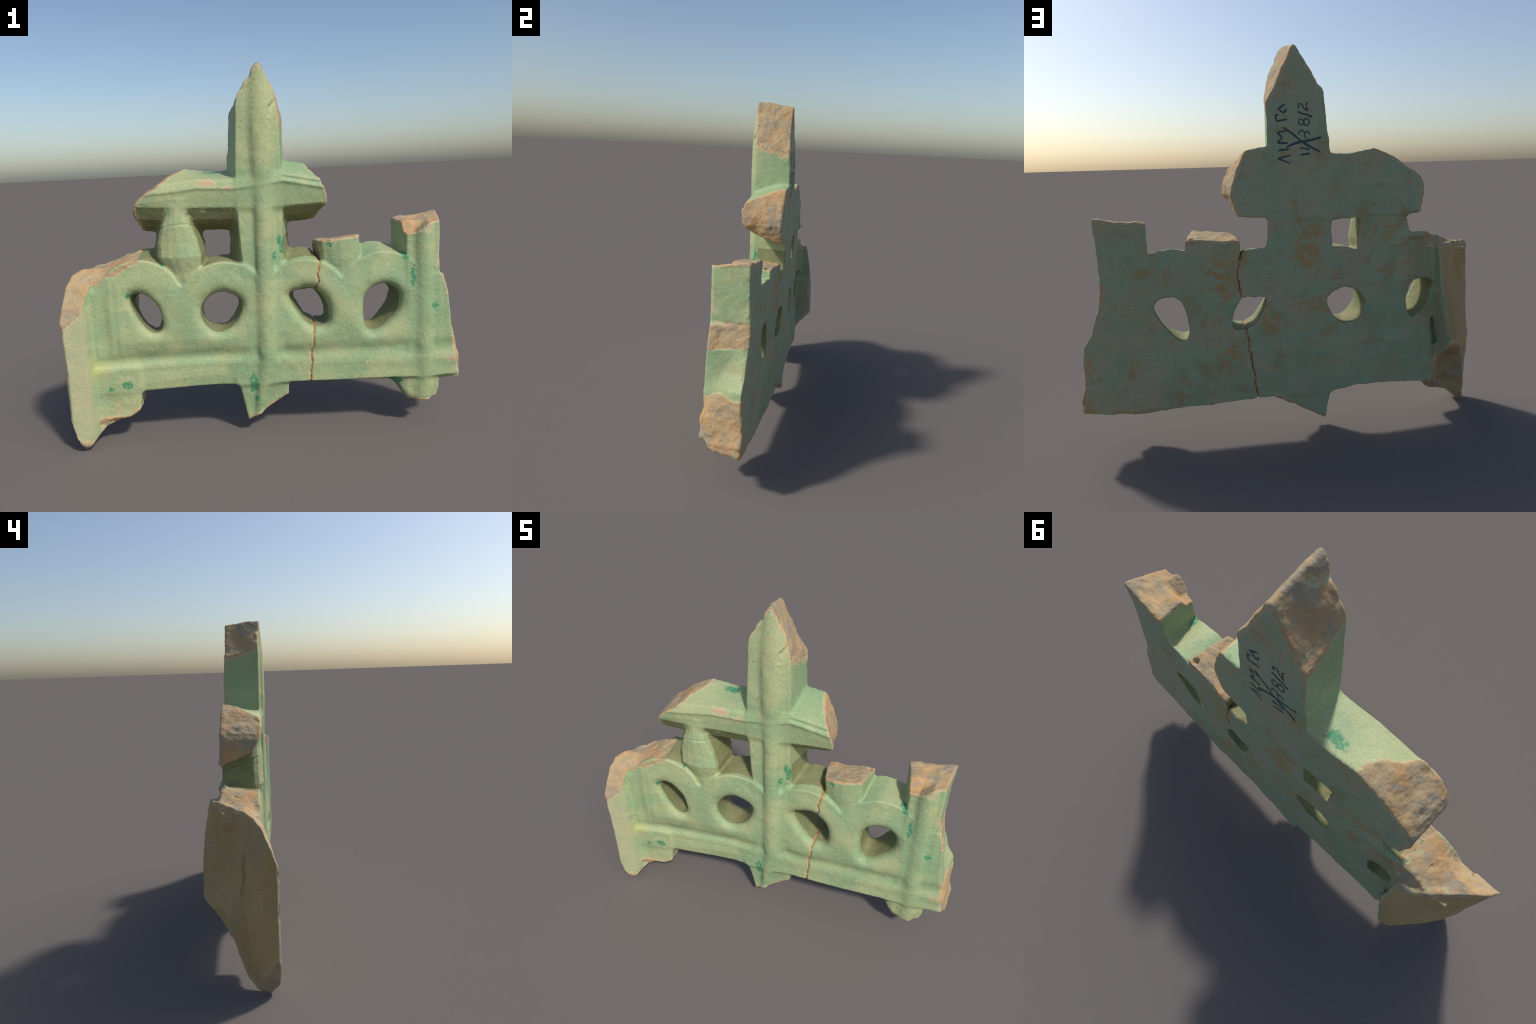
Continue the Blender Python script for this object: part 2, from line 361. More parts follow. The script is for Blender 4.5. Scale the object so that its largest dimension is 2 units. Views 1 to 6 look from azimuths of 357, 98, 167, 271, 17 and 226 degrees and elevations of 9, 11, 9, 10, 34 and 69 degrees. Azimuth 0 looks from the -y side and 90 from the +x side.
# scars and smears on the back
gouge([(0.460, 0.077, 0.565), (0.470, 0.077, 0.53), (0.468, 0.077, 0.46)], 0.005)
welt([(0.452, 0.072, 0.555), (0.440, 0.072, 0.50), (0.455, 0.072, 0.455)], 0.007)
gouge([(0.90, 0.075, 0.372), (0.945, 0.075, 0.362), (0.97, 0.075, 0.356)], 0.007)
welt([(-0.60, 0.066, 1.082), (-0.54, 0.072, 1.075), (-0.500, 0.070, 1.155)], 0.011)
welt([(-0.585, 0.088, 1.076), (-0.575, 0.106, 1.068)], 0.003)
welt([(-0.50, 0.068, 0.945), (-0.55, 0.070, 0.96), (-0.64, 0.070, 0.962)], 0.013, 0.02)
welt([(-0.53, 0.068, 0.93), (-0.47, 0.070, 0.925)], 0.010, 0.02)
# pits in broken clay
PITS = (((-0.598, 0.0, 1.255), 0.015), ((0.475, 0.045, 0.985), 0.012), ((0.305, -0.02, 1.20), 0.006), ((0.300, 0.02, 1.16), 0.005), ((0.312, -0.07, 1.16), 0.006))
for p, r in PITS:
    p = np.array(p); b = near(p, p); BODY[b.s] = smax(BODY[b.s], -capsule(b, p, p + 1e-3, r), 0.012)


# ------------------------------------------------------------------ one skin over the body
def surface_nets(D):
    s = D < 0
    c = np.zeros(np.array(D.shape) - 1, np.int8)
    for i in (0, 1):
        for j in (0, 1):
            for k in (0, 1):
                c += s[i:i + c.shape[0], j:j + c.shape[1], k:k + c.shape[2]]
    idx = np.argwhere((c > 0) & (c < 8)); num = np.full(c.shape, -1, np.int32)
    num[tuple(idx.T)] = np.arange(len(idx))
    corner = {}
    for i in (0, 1):
        for j in (0, 1):
            for k in (0, 1):
                corner[i, j, k] = D[idx[:, 0] + i, idx[:, 1] + j, idx[:, 2] + k]
    tot = np.zeros((len(idx), 3)); cnt = np.zeros(len(idx))
    for a in corner:
        for axis in range(3):
            if a[axis] == 0:
                e = list(a); e[axis] = 1; e = tuple(e)
                da, de = corner[a], corner[e]; m = (da < 0) != (de < 0)
                t = np.where(m, da / np.where(m, da - de, 1), 0)
                p = np.tile(np.array(a, float), (len(idx), 1)); p[:, axis] += t
                tot += p * m[:, None]; cnt += m
    verts = (idx + tot / cnt[:, None]) * H + LO
    faces = []
    for axis in range(3):
        u, v = (axis + 1) % 3, (axis + 2) % 3
        sl0 = [slice(None)] * 3; sl1 = [slice(None)] * 3
        sl0[axis], sl1[axis] = slice(0, -1), slice(1, None)
        a, e = s[tuple(sl0)], s[tuple(sl1)]
        at = np.argwhere(a != e); out = a[tuple(at.T)]
        q = []
        for du, dv in ((-1, -1), (0, -1), (0, 0), (-1, 0)):
            o = at.copy(); o[:, u] += du; o[:, v] += dv
            q.append(num[tuple(o.T)])
        q = np.stack(q, 1)
        faces.append(np.where(out[:, None], q, q[:, ::-1]))
    return verts, np.concatenate(faces)

V, F = surface_nets(BODY)

# keep the one connected skin (drop crumbs)
parent = np.arange(len(V))
for _ in range(200):
    m = parent[F].min(1); new = parent.copy()
    np.minimum.at(new, F.ravel(), np.repeat(m, 4)); new = new[new]
    if (new == parent).all(): break
    parent = new
main = np.bincount(parent).argmax(); keep = parent == main
F = F[keep[F[:, 0]]]; remap = np.cumsum(keep) - 1; V = V[keep]; F = remap[F]


def sample(G, P):
    q = (P - LO) / H; i = np.clip(np.floor(q).astype(int), 0, N - 2); f = q - i
    out = 0
    for a in (0, 1):
        for c in (0, 1):
            for e in (0, 1):
                w = (f[:, 0] if a else 1 - f[:, 0]) * (f[:, 1] if c else 1 - f[:, 1]) * (f[:, 2] if e else 1 - f[:, 2])
                out = out + w * G[i[:, 0] + a, i[:, 1] + c, i[:, 2] + e]
    return out


def noise(P, scale, seed):
    """Smooth value noise in -1..1."""
    q = P * scale; i = np.floor(q).astype(np.int64); f = q - i; f = f * f * f * (f * (f * 6 - 15) + 10)
    out = 0
    for a in (0, 1):
        for c in (0, 1):
            for e in (0, 1):
                h = ((i[:, 0] + a) * 73856093) ^ ((i[:, 1] + c) * 19349663) ^ ((i[:, 2] + e) * 83492791) ^ (seed * 2654435761)
                h = (h ^ (h >> 13)) * 1274126177; h = (h ^ (h >> 16)) & 0xFFFF
                w = (f[:, 0] if a else 1 - f[:, 0]) * (f[:, 1] if c else 1 - f[:, 1]) * (f[:, 2] if e else 1 - f[:, 2])
                out = out + w * (h / 32767.5 - 1)
    return out


def vertex_normals(V, F):
    n = np.cross(V[F[:, 2]] - V[F[:, 0]], V[F[:, 3]] - V[F[:, 1]])
    out = np.zeros_like(V)
    for k in range(4): np.add.at(out, F[:, k], n)
    return out / np.maximum(np.linalg.norm(out, axis=1), 1e-12)[:, None]

NRM = vertex_normals(V, F)
clay_v = sample(CLAY, V)
rough = np.clip((clay_v + 0.014) / 0.010, 0, 1)
wob = 0.0012 * noise(V, 11, 1) + 0.0010 * noise(V, 27, 2) + 0.0005 * noise(V, 70, 3)
brk = 0.0046 * noise(V * [1.3, 1.3, 0.8], 13, 4) + 0.0026 * noise(V, 34, 5) + 0.0012 * noise(V, 105, 6)
back_v = np.clip((NRM[:, 1] - 0.8) / 0.15, 0, 1)
wob = wob + back_v * (0.0035 * noise(V, 5, 7) + 0.0020 * noise(V, 14, 8))
nibbled = np.clip((0.85 - np.abs(NRM[:, 1])) / 0.3, 0, 1) * np.clip((V[:, 1] - 0.03) / 0.03, 0, 1)          # worn arrises of the back
wob = wob + nibbled * (0.0032 * noise(V, 24, 9) + 0.0018 * noise(V, 60, 10))
wob = wob + (NRM[:, 0] < -0.4) * (V[:, 0] < -0.74) * (0.0045 * noise(V * [1, 1, .6], 9, 13) + 0.002 * noise(V, 24, 14))
V = V + NRM * (wob * (1 - rough) + brk * rough)[:, None]
CY = V[:, 1].copy()                          # depth before the join, for sorting faces into parts

# the back of the left-hand piece is thicker below the spire; the back of the corner post is a little hollow
def step(x, a, c):
    t = np.clip((x - a) / (c - a), 0, 1); return t * t * (3 - 2 * t)
bulge = 0.013 * (1 - 0.6 * (1 - step(V[:, 2], 0.30, 0.60)) * step(V[:, 0], -0.25, -0.05)) * (1 - step(V[:, 2], 1.45, 1.75)) * (1 - step(V[:, 0], 0.12, 0.40)) * step(V[:, 0], -0.95, -0.66)
bulge -= 0.014 * step(V[:, 0], 0.45, 0.75) * step(V[:, 2], 0.75, 1.0)
bulge += 0.013 * (1 - step(V[:, 2], 0.30, 0.50)) * step(V[:, 0], -0.70, -0.66) * step(V[:, 0], 0.15, 0.5)
V[:, 1] += bulge * step(V[:, 1], -0.02, 0.06)
# the right-hand fragment was glued back at a slight angle
ramp = np.clip((V[:, 0] - 0.2) / 0.5, 0, 1)
V[:, 1] += -0.064 * np.maximum(V[:, 0] - 0.2, 0) + 0.026 * (V[:, 2] - 0.65) * ramp
V[:, 2] += 0.004 - V[:, 2].min()
NRM = vertex_normals(V, F)

# ------------------------------------------------------------------ materials
class Nodes:
    def __init__(self, name):
        self.m = bpy.data.materials.new(name); self.m.use_nodes = True
        self.t = self.m.node_tree; self.t.nodes.clear()
        self.co = self.new("ShaderNodeTexCoord").outputs["Object"]
    def new(self, kind, **kw):
        n = self.t.nodes.new(kind)
        for k, v in kw.items(): setattr(n, k, v)
        return n
    def link(self, a, b): self.t.links.new(a, b)
    def noise(self, scale, detail=4, rough=0.55, distort=0.0, stretch=None):
        n = self.new("ShaderNodeTexNoise"); co = self.co
        if stretch:
            mp = self.new("ShaderNodeMapping"); mp.inputs["Scale"].default_value = stretch
            self.link(co, mp.inputs["Vector"]); co = mp.outputs[0]
        self.link(co, n.inputs["Vector"])
        for k, v in (("Scale", scale), ("Detail", detail), ("Roughness", rough), ("Distortion", distort)): n.inputs[k].default_value = v
        return n.outputs["Fac"]
    def ramp(self, x, a, b):
        n = self.new("ShaderNodeMapRange", interpolation_type="SMOOTHSTEP")
        self.link(x, n.inputs[0]); n.inputs[1].default_value = a; n.inputs[2].default_value = b
        return n.outputs[0]
    def math(self, op, a, b=0.0):
        n = self.new("ShaderNodeMath", operation=op)
        for i, v in enumerate((a, b)):
            if isinstance(v, (int, float)): n.inputs[i].default_value = v
            else: self.link(v, n.inputs[i])
        return n.outputs[0]
    def mix(self, f, a, b):
        n = self.new("ShaderNodeMix", data_type="RGBA")
        for sock, v in ((n.inputs[0], f), (n.inputs[6], a), (n.inputs[7], b)):
            if isinstance(v, (int, float)): sock.default_value = v
            elif isinstance(v, tuple): sock.default_value = (*v, 1)
            else: self.link(v, sock)
        return n.outputs[2]
    def ragged(self):
        """Coordinates shaken by noise, so that spots get torn outlines."""
        if not hasattr(self, "torn"):
            n = self.new("ShaderNodeTexNoise"); self.link(self.co, n.inputs["Vector"])
            for k, v in (("Scale", 26), ("Detail", 5), ("Roughness", 0.7)): n.inputs[k].default_value = v
            sub = self.new("ShaderNodeVectorMath", operation="SUBTRACT"); self.link(n.outputs["Color"], sub.inputs[0]); sub.inputs[1].default_value = (0.5, 0.5, 0.5)
            mul = self.new("ShaderNodeVectorMath", operation="SCALE"); self.link(sub.outputs[0], mul.inputs[0]); mul.inputs["Scale"].default_value = 0.075
            add = self.new("ShaderNodeVectorMath", operation="ADD"); self.link(self.co, add.inputs[0]); self.link(mul.outputs[0], add.inputs[1])
            self.torn = add.outputs[0]
        return self.torn
    def spot(self, p, r, stretch=(1, 1, 1)):
        mp = self.new("ShaderNodeMapping", vector_type="TEXTURE")
        mp.inputs["Location"].default_value = p; mp.inputs["Scale"].default_value = [r * s for s in stretch]
        self.link(self.ragged(), mp.inputs["Vector"])
        ln = self.new("ShaderNodeVectorMath", operation="LENGTH"); self.link(mp.outputs[0], ln.inputs[0])
        return self.ramp(ln.outputs["Value"], 1.0, 0.0)
    def finish(self, colour, height, strength, distance, rough, spec=0.35, coat=0.0):
        bs = self.new("ShaderNodeBsdfPrincipled"); out = self.new("ShaderNodeOutputMaterial")
        self.link(colour, bs.inputs["Base Color"])
        if isinstance(rough, float): bs.inputs["Roughness"].default_value = rough
        else: self.link(rough, bs.inputs["Roughness"])
        bs.inputs["Specular IOR Level"].default_value = spec
        bs.inputs["Coat Weight"].default_value = coat; bs.inputs["Coat Roughness"].default_value = 0.35
        bp = self.new("ShaderNodeBump"); bp.inputs["Strength"].default_value = strength; bp.inputs["Distance"].default_value = distance
        self.link(height, bp.inputs["Height"]); self.link(bp.outputs[0], bs.inputs["Normal"])
        self.link(bs.outputs[0], out.inputs[0]); return self.m

COPPER = [((-0.722, -0.12, 0.312), 0.062, (1.1, 2, .8)), ((-0.80, -0.12, 0.30), 0.030, (1, 2, 1)), ((-0.090, -0.12, 0.285), 0.085, (.5, 2, 1.3)), ((-0.077, -0.10, 0.20), 0.04, (.5, 2, 1)),
          ((-0.690, -0.10, 0.770), 0.040, (1, 1, .8)), ((0.080, -0.11, 0.980), 0.072, (.45, 1.3, 1.3)), ((0.045, -0.13, 0.925), 0.045, (.5, 1.5, 1.3)),
          ((0.140, -0.06, 0.918), 0.050, (1.2, 1.2, .6)), ((0.685, -0.12, 0.895), 0.060, (1, 1.5, .8)), ((0.717, -0.15, 0.78), 0.080, (.35, 1.0, 1.4)),
          ((0.635, -0.13, 0.250), 0.075, (1, 1.5, .7)), ((0.830, -0.16, 0.645), 0.035, (1, 1, 1)), ((0.300, -0.14, 0.965), 0.045, (1, 1, .8)),
          ((-0.52, -0.08, 0.905), 0.040, (.8, 1.3, 1)), ((-0.255, 0.03, 1.355), 0.085, (1.1, .8, .7))]
# broad darker, greener bands and patches, many of them beside the ribs
GREEN_BANDS = [((-0.085, -0.12, 0.62), 0.30, (.13, 1, 1)), ((0.052, -0.13, 0.66), 0.30, (.12, 1, 1)), ((-0.075, -0.12, 1.02), 0.2, (.12, 1, 1)), ((-0.35, -0.12, 0.41), 0.35, (1.1, 1, .12)),
         ((-0.86, -0.14, 0.28), 0.16, (.5, .7, 1)), ((0.40, -0.13, 0.80), 0.18, (.9, 1, 1)), ((0.62, -0.15, 0.80), 0.2, (.8, 1, 1)), ((0.71, -0.16, 0.6), 0.3, (.12, 1, 1)),
         ((-0.16, 0.02, 1.50), 0.16, (.5, .8, 1.3)), ((0.845, -0.15, 0.62), 0.25, (.14, 1, 1)), ((-0.48, -0.12, 0.76), 0.14, (.7, 1, 1)), ((-0.04, -0.14, 1.22), 0.10, (1, 1, 1))]
BARE = [((-0.27, -0.13, 1.297), 0.080, (1.0, 1, .32)), ((-0.178, -0.13, 1.265), 0.06, (.9, 1, .35)), ((-0.778, -0.12, 0.195), 0.095, (.24, 1, .9)),
        ((-0.698, -0.12, 0.20), 0.07, (.22, 1, .9)), ((-0.827, -0.13, 0.372), 0.030, (1, 1, .8)),
        ((0.492, -0.14, 0.362), 0.028, (1, 2, .7)), ((0.844, -0.155, 0.855), 0.065, (.5, 1, .9)), ((0.79, -0.16, 1.035), 0.09, (.55, 1, .9)), ((0.90, -0.15, 0.37), 0.09, (.8, 1, .6))]
CLAY_A, CLAY_B, CLAY_C = (0.495, 0.305, 0.142), (0.45, 0.335, 0.185), (0.315, 0.275, 0.205)

def glaze_material():
    n = Nodes("pale_green_glaze")
    c = n.mix(n.ramp(n.noise(3.2, 5, 0.6, 0.6), 0.38, 0.64), (0.262, 0.370, 0.196), (0.396, 0.430, 0.222))
    c = n.mix(n.math("MULTIPLY", n.ramp(n.noise(5.5, 4, 0.6, 0.3), 0.52, 0.72), 0.55), c, (0.245, 0.405, 0.225))
    c = n.mix(n.math("MULTIPLY", n.ramp(n.noise(9, 3, 0.6, 0.8, (1, 1, .35)), 0.60, 0.80), 0.40), c, (0.44, 0.40, 0.19))
    c = n.mix(n.math("MULTIPLY", n.ramp(n.noise(17, 5, 0.7), 0.58, 0.78), 0.5), c, (0.48, 0.53, 0.38))
    c = n.mix(n.math("MULTIPLY", n.ramp(n.noise(150, 4, 0.75), 0.52, 0.70), 0.65), c, (0.19, 0.25, 0.11))
    c = n.mix(n.math("MULTIPLY", n.ramp(n.noise(125, 3, 0.7, 0.2), 0.56, 0.72), 0.6), c, (0.58, 0.60, 0.40))
    thin = n.ramp(n.new("ShaderNodeNewGeometry").outputs["Pointiness"], 0.515, 0.60)      # the glaze runs thin over sharp arrises
    c = n.mix(n.math("MULTIPLY", n.math("MULTIPLY", thin, n.ramp(n.noise(24, 5, 0.7), 0.34, 0.62)), 0.55), c, (0.52, 0.51, 0.31))
    pool = None
    for p, r, s in COPPER:
        m = n.spot(p, r, s); pool = m if pool is None else n.math("MAXIMUM", pool, m)
    grain = n.noise(34, 6, 0.75, 0.5)
    thick = None  # mask of the darker green bands
    for p, r, q in GREEN_BANDS:
        m = n.spot(p, r, q); thick = m if thick is None else n.math("MAXIMUM", thick, m)
    c = n.mix(n.math("MULTIPLY", n.math("MULTIPLY", thick, n.ramp(n.noise(14, 5, 0.7, 0.4), 0.30, 0.62)), 0.45), c, (0.225, 0.390, 0.225))
    c = n.mix(n.math("MULTIPLY", n.spot((-0.858, -0.13, 0.41), 0.10, (1, 1, .8)), 0.6), c, (0.50, 0.50, 0.16))
    c = n.mix(n.math("MULTIPLY", pool, 0.25), c, (0.22, 0.38, 0.20))
    fleck = n.math("ADD", n.math("MULTIPLY", n.noise(70, 5, 0.8, 0.4), 0.8), n.math("MULTIPLY", n.noise(22, 4, 0.7, 0.8), 0.6))
    c = n.mix(n.math("MULTIPLY", n.ramp(n.math("MULTIPLY", n.ramp(pool, 0.0, 0.7), fleck), 0.53, 0.71), 0.92), c, (0.045, 0.25, 0.125))
    c = n.mix(n.math("MULTIPLY", n.ramp(n.noise(115, 3, 0.65), 0.62, 0.71), 0.8), c, (0.10, 0.15, 0.07))
    c = n.mix(n.math("MULTIPLY", n.ramp(n.noise(110, 3, 0.65, 0.3), 0.65, 0.75), 0.7), c, (0.64, 0.68, 0.56))
    bare = None
    for p, r, s in BARE:
        m = n.spot(p, r, s); bare = m if bare is None else n.math("MAXIMUM", bare, m)
    chip = n.math("ADD", n.math("MULTIPLY", n.noise(38, 6, 0.8, 0.8), 0.7), n.math("MULTIPLY", n.noise(16, 4, 0.7, 0.8), 0.6))
    bm = n.math("MULTIPLY", n.ramp(bare, 0.0, 0.7), chip)
    c = n.mix(n.math("MULTIPLY", n.ramp(bm, 0.34, 0.62), 0.75), c, (0.47, 0.44, 0.30))
    c = n.mix(n.math("MULTIPLY", n.ramp(bm, 0.56, 0.72), 0.85), c, (0.50, 0.31, 0.155))
    h = n.math("ADD", n.math("MULTIPLY", n.noise(60, 4, 0.6), 0.6), n.math("MULTIPLY", n.noise(190, 3, 0.7), 0.4))
    return n.finish(c, h, 0.36, 0.006, 0.56, 0.28)

def dark_olive_material():
    n = Nodes("dark_olive_glaze")
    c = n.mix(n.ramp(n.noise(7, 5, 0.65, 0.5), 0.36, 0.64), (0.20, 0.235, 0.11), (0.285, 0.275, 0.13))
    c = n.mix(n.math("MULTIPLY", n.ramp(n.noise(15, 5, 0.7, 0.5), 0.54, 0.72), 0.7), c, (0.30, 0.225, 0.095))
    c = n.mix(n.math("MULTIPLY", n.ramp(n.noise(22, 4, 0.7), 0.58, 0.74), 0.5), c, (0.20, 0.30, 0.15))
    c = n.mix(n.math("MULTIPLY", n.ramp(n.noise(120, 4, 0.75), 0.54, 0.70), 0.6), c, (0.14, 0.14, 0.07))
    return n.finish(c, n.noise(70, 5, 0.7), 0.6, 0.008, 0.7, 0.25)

def joint_material():
    n = Nodes("rusty_glued_joint")
    c = n.mix(n.ramp(n.noise(45, 5, 0.7, 0.4), 0.38, 0.62), (0.24, 0.12, 0.055), (0.48, 0.25, 0.115))
    return n.finish(c, n.noise(80, 4), 0.4, 0.006, 0.8, 0.2)

def strip_material():
    n = Nodes("worn_pale_edge")
    c = n.mix(n.ramp(n.noise(8, 5, 0.65, 0.5), 0.36, 0.64), (0.375, 0.415, 0.235), (0.445, 0.425, 0.25))
    c = n.mix(n.math("MULTIPLY", n.ramp(n.noise(18, 5, 0.7, 0.5), 0.56, 0.70), 0.7), c, (0.36, 0.44, 0.26))
    c = n.mix(n.math("MULTIPLY", n.ramp(n.noise(16, 5, 0.7, 0.3, (1, 1, .6)), 0.60, 0.74), 0.7), c, (0.54, 0.36, 0.19))
    c = n.mix(n.math("MULTIPLY", n.ramp(n.noise(120, 4, 0.75), 0.54, 0.70), 0.5), c, (0.22, 0.21, 0.12))
    return n.finish(c, n.noise(70, 5, 0.7), 0.5, 0.007, 0.68, 0.25)

def back_material():
    n = Nodes("thin_grey_green_wash")
    c = n.mix(n.ramp(n.noise(5, 6, 0.65, 0.6), 0.40, 0.60), (0.320, 0.388, 0.248), (0.410, 0.370, 0.230))
    c = n.mix(n.math("MULTIPLY", n.ramp(n.noise(8, 5, 0.65, 0.5), 0.50, 0.66), 0.7), c, (0.245, 0.355, 0.200))
    c = n.mix(n.math("MULTIPLY", n.ramp(n.noise(8.5, 7, 0.75, 0.4), 0.51, 0.66), 0.7), c, (0.385, 0.255, 0.115))
    c = n.mix(n.math("MULTIPLY", n.ramp(n.noise(19, 5, 0.7, 0.3), 0.56, 0.72), 0.5), c, (0.36, 0.41, 0.36))
    rust = None
    for p, r, s in [((-0.05, .08, .93), .17, (.8, 1, 1.4)), ((.36, .06, .80), .17, (.8, 1, 1.2)), ((.32, .06, .45), .15, (.7, 1, 1.2)), ((.14, .07, .60), .13, (.8, 1, 1)),
                    ((-.12, .08, .60), .15, (1, 1, 1.1)), ((.27, .06, .88), .10, (.8, 1, .9)), ((.98, .03, .26), .10, (.6, 1, 1)), ((.70, .04, .90), .12, (.9, 1, 1)), ((-.43, .09, .98), .14, (.8, 1, 1))]:
        m = n.spot(p, r, s); rust = m if rust is None else n.math("MAXIMUM", rust, m)
    patch = n.math("MULTIPLY", rust, n.ramp(n.noise(13, 7, 0.75, 1.2), 0.38, 0.66))
    c = n.mix(n.math("MULTIPLY", n.ramp(patch, 0.05, 0.5), 0.85), c, (0.43, 0.265, 0.095))
    c = n.mix(n.math("MULTIPLY", n.ramp(n.noise(110, 4, 0.7), 0.56, 0.70), 0.6), c, (0.15, 0.17, 0.10))
    c = n.mix(n.math("MULTIPLY", n.ramp(n.noise(75, 4, 0.65, 0.3, (1.4, 1, 1)), 0.60, 0.74), 0.7), c, (0.50, 0.53, 0.50))
    h = n.math("ADD", n.math("MULTIPLY", n.noise(45, 5, 0.65), 0.6), n.math("MULTIPLY", n.noise(150, 3, 0.7), 0.4))
    return n.finish(c, h, 0.5, 0.008, 0.62, 0.3)

def clay_material():
    n = Nodes("broken_orange_clay")
    c = n.mix(n.ramp(n.noise(7, 6, 0.65, 0.6), 0.38, 0.60), CLAY_A, CLAY_B)
    c = n.mix(n.math("MULTIPLY", n.ramp(n.noise(10, 6, 0.7, 0.5), 0.46, 0.62), 0.8), c, CLAY_C)
    c = n.mix(n.math("MULTIPLY", n.ramp(n.noise(16, 5, 0.65, 0.3), 0.60, 0.74), 0.6), c, (0.49, 0.460, 0.39))
    c = n.mix(n.math("MULTIPLY", n.ramp(n.noise(12, 4, 0.6, 0.4), 0.60, 0.74), 0.6), c, (0.57, 0.27, 0.125))
    c = n.mix(n.math("MULTIPLY", n.ramp(n.noise(21, 5, 0.7), 0.60, 0.74), 0.6), c, (0.29, 0.33, 0.22))
    c = n.mix(n.math("MULTIPLY", n.ramp(n.noise(85, 3, 0.7), 0.60, 0.75), 0.5), c, (0.22, 0.15, 0.085))
    h = n.math("ADD", n.math("MULTIPLY", n.noise(26, 5, 0.6, 0.3), 0.75), n.math("MULTIPLY", n.noise(90, 4, 0.7), 0.25))
    return n.finish(c, h, 0.6, 0.012, 0.85, 0.2)

def rim_material():
    n = Nodes("chipped_glaze_edge")
    m = n.ramp(n.noise(42, 5, 0.7, 0.4), 0.42, 0.56)
    c = n.mix(m, (0.42, 0.45, 0.27), (0.55, 0.365, 0.190))
    c = n.mix(n.math("MULTIPLY", n.ramp(n.noise(55, 4, 0.7), 0.58, 0.72), 0.7), c, (0.52, 0.50, 0.42))
    h = n.noise(60, 5, 0.65)
    return n.finish(c, h, 0.6, 0.008, 0.7, 0.25)

def slab_material():
    n = Nodes("unglazed_buff_clay")
    c = n.mix(n.ramp(n.noise(5, 6, 0.65, 0.6, (1, 1, .5)), 0.40, 0.60), (0.43, 0.300, 0.135), (0.50, 0.335, 0.150))
    c = n.mix(n.math("MULTIPLY", n.ramp(n.noise(9, 6, 0.7, 0.5, (1, 1, .5)), 0.52, 0.68), 0.7), c, (0.31, 0.305, 0.185))
    c = n.mix(n.math("MULTIPLY", n.ramp(n.noise(12, 5, 0.65, 0.4), 0.58, 0.70), 0.65), c, (0.46, 0.245, 0.10))
    c = n.mix(n.math("MULTIPLY", n.ramp(n.noise(22, 7, 0.85, 0.3, (1.5, 1.5, .6)), 0.56, 0.68), n.math("MULTIPLY", n.ramp(n.noise(4, 3), 0.42, 0.62), 0.7)), c, (0.42, 0.43, 0.40))
    c = n.mix(n.math("MULTIPLY", n.ramp(n.noise(48, 4, 0.7), 0.58, 0.70), 0.6), c, (0.21, 0.17, 0.10))
    h = n.math("ADD", n.math("MULTIPLY", n.noise(30, 5, 0.65, 0.0, (1.6, 1.6, .6)), 0.6), n.math("MULTIPLY", n.noise(120, 3, 0.7), 0.4))
    return n.finish(c, h, 0.55, 0.009, 0.75, 0.25)

def ink_material():
    n = Nodes("faded_black_ink")
    c = n.mix(n.ramp(n.noise(120, 4, 0.7), 0.42, 0.68), (0.034, 0.056, 0.072), (0.12, 0.16, 0.16))
    return n.finish(c, n.noise(100), 0.1, 0.002, 0.6, 0.3)

MATS = [glaze_material(), back_material(), clay_material(), rim_material(), slab_material(),
                                                          dark_olive_material(), strip_material(), joint_material()]
INK = ink_material()

# ------------------------------------------------------------------ which surface is which
C = V[F].mean(1); FN = NRM[F].mean(1); fy = CY[F].mean(1)
edge_noise = 0.0035 * noise(C, 60, 11) + 0.0025 * noise(C, 140, 12)
cf = clay_v[F].mean(1) + edge_noise
mat = np.zeros(len(F), int)
back_face = (FN[:, 1] > 0.70) & (fy > 0.052)
mat[back_face] = 1
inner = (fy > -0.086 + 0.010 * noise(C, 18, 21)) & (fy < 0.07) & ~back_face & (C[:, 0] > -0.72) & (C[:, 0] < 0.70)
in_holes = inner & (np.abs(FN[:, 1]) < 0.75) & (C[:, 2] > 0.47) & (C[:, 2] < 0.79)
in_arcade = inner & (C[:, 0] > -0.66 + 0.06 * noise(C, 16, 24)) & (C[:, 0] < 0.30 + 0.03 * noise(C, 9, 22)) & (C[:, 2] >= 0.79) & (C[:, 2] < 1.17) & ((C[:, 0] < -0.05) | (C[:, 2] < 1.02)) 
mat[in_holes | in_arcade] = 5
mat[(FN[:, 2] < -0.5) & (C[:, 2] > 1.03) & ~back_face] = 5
mat[(C[:, 0] < -0.84) & (FN[:, 1] < -0.5) & (fy < -0.146 + 0.004 * noise(C, 30, 23))] = 6
outer = (C[:, 0] < -0.70) & (FN[:, 0] * 0.86 - FN[:, 1] * -0.51 * -1 < -0.55) & (C[:, 0] < -0.72)
outer &= FN[:, 0] < -0.30
mat[outer] = 4
inner_back = (C[:, 0] < -0.69 + 0.02 * noise(C, 15, 32)) & (fy > 0.02) & ~outer & (FN[:, 2] < 0.55) & (np.abs(FN[:, 1]) < 2)
mat[inner_back] = np.where(FN[inner_back, 0] + 0.25 * noise(C[inner_back], 14, 31) > 0.15, 1, 4)
mat[cf > -0.012] = 3
mat[cf > -0.0055] = 2
torn = (C[:, 0] > -0.86) & (C[:, 0] < -0.645 + 0.03 * noise(C, 20, 41)) & (C[:, 2] > 0.85) & (FN[:, 2] > 0.35) & (fy > -0.104)
mat[torn] = np.where(noise(C[torn], 26, 42) + 0.5 * noise(C[torn], 60, 43) > -0.55, 2, 3)
for p, r in PITS:
    mat[np.linalg.norm(C - p, axis=1) < r + 0.012] = 2
jd = np.abs(join(C[:, 0], fy, C[:, 2])) + edge_noise
mat[(jd < 0.0062) & (C[:, 2] < 0.97) & (C[:, 2] > 0.2) & (mat != 2)] = 3
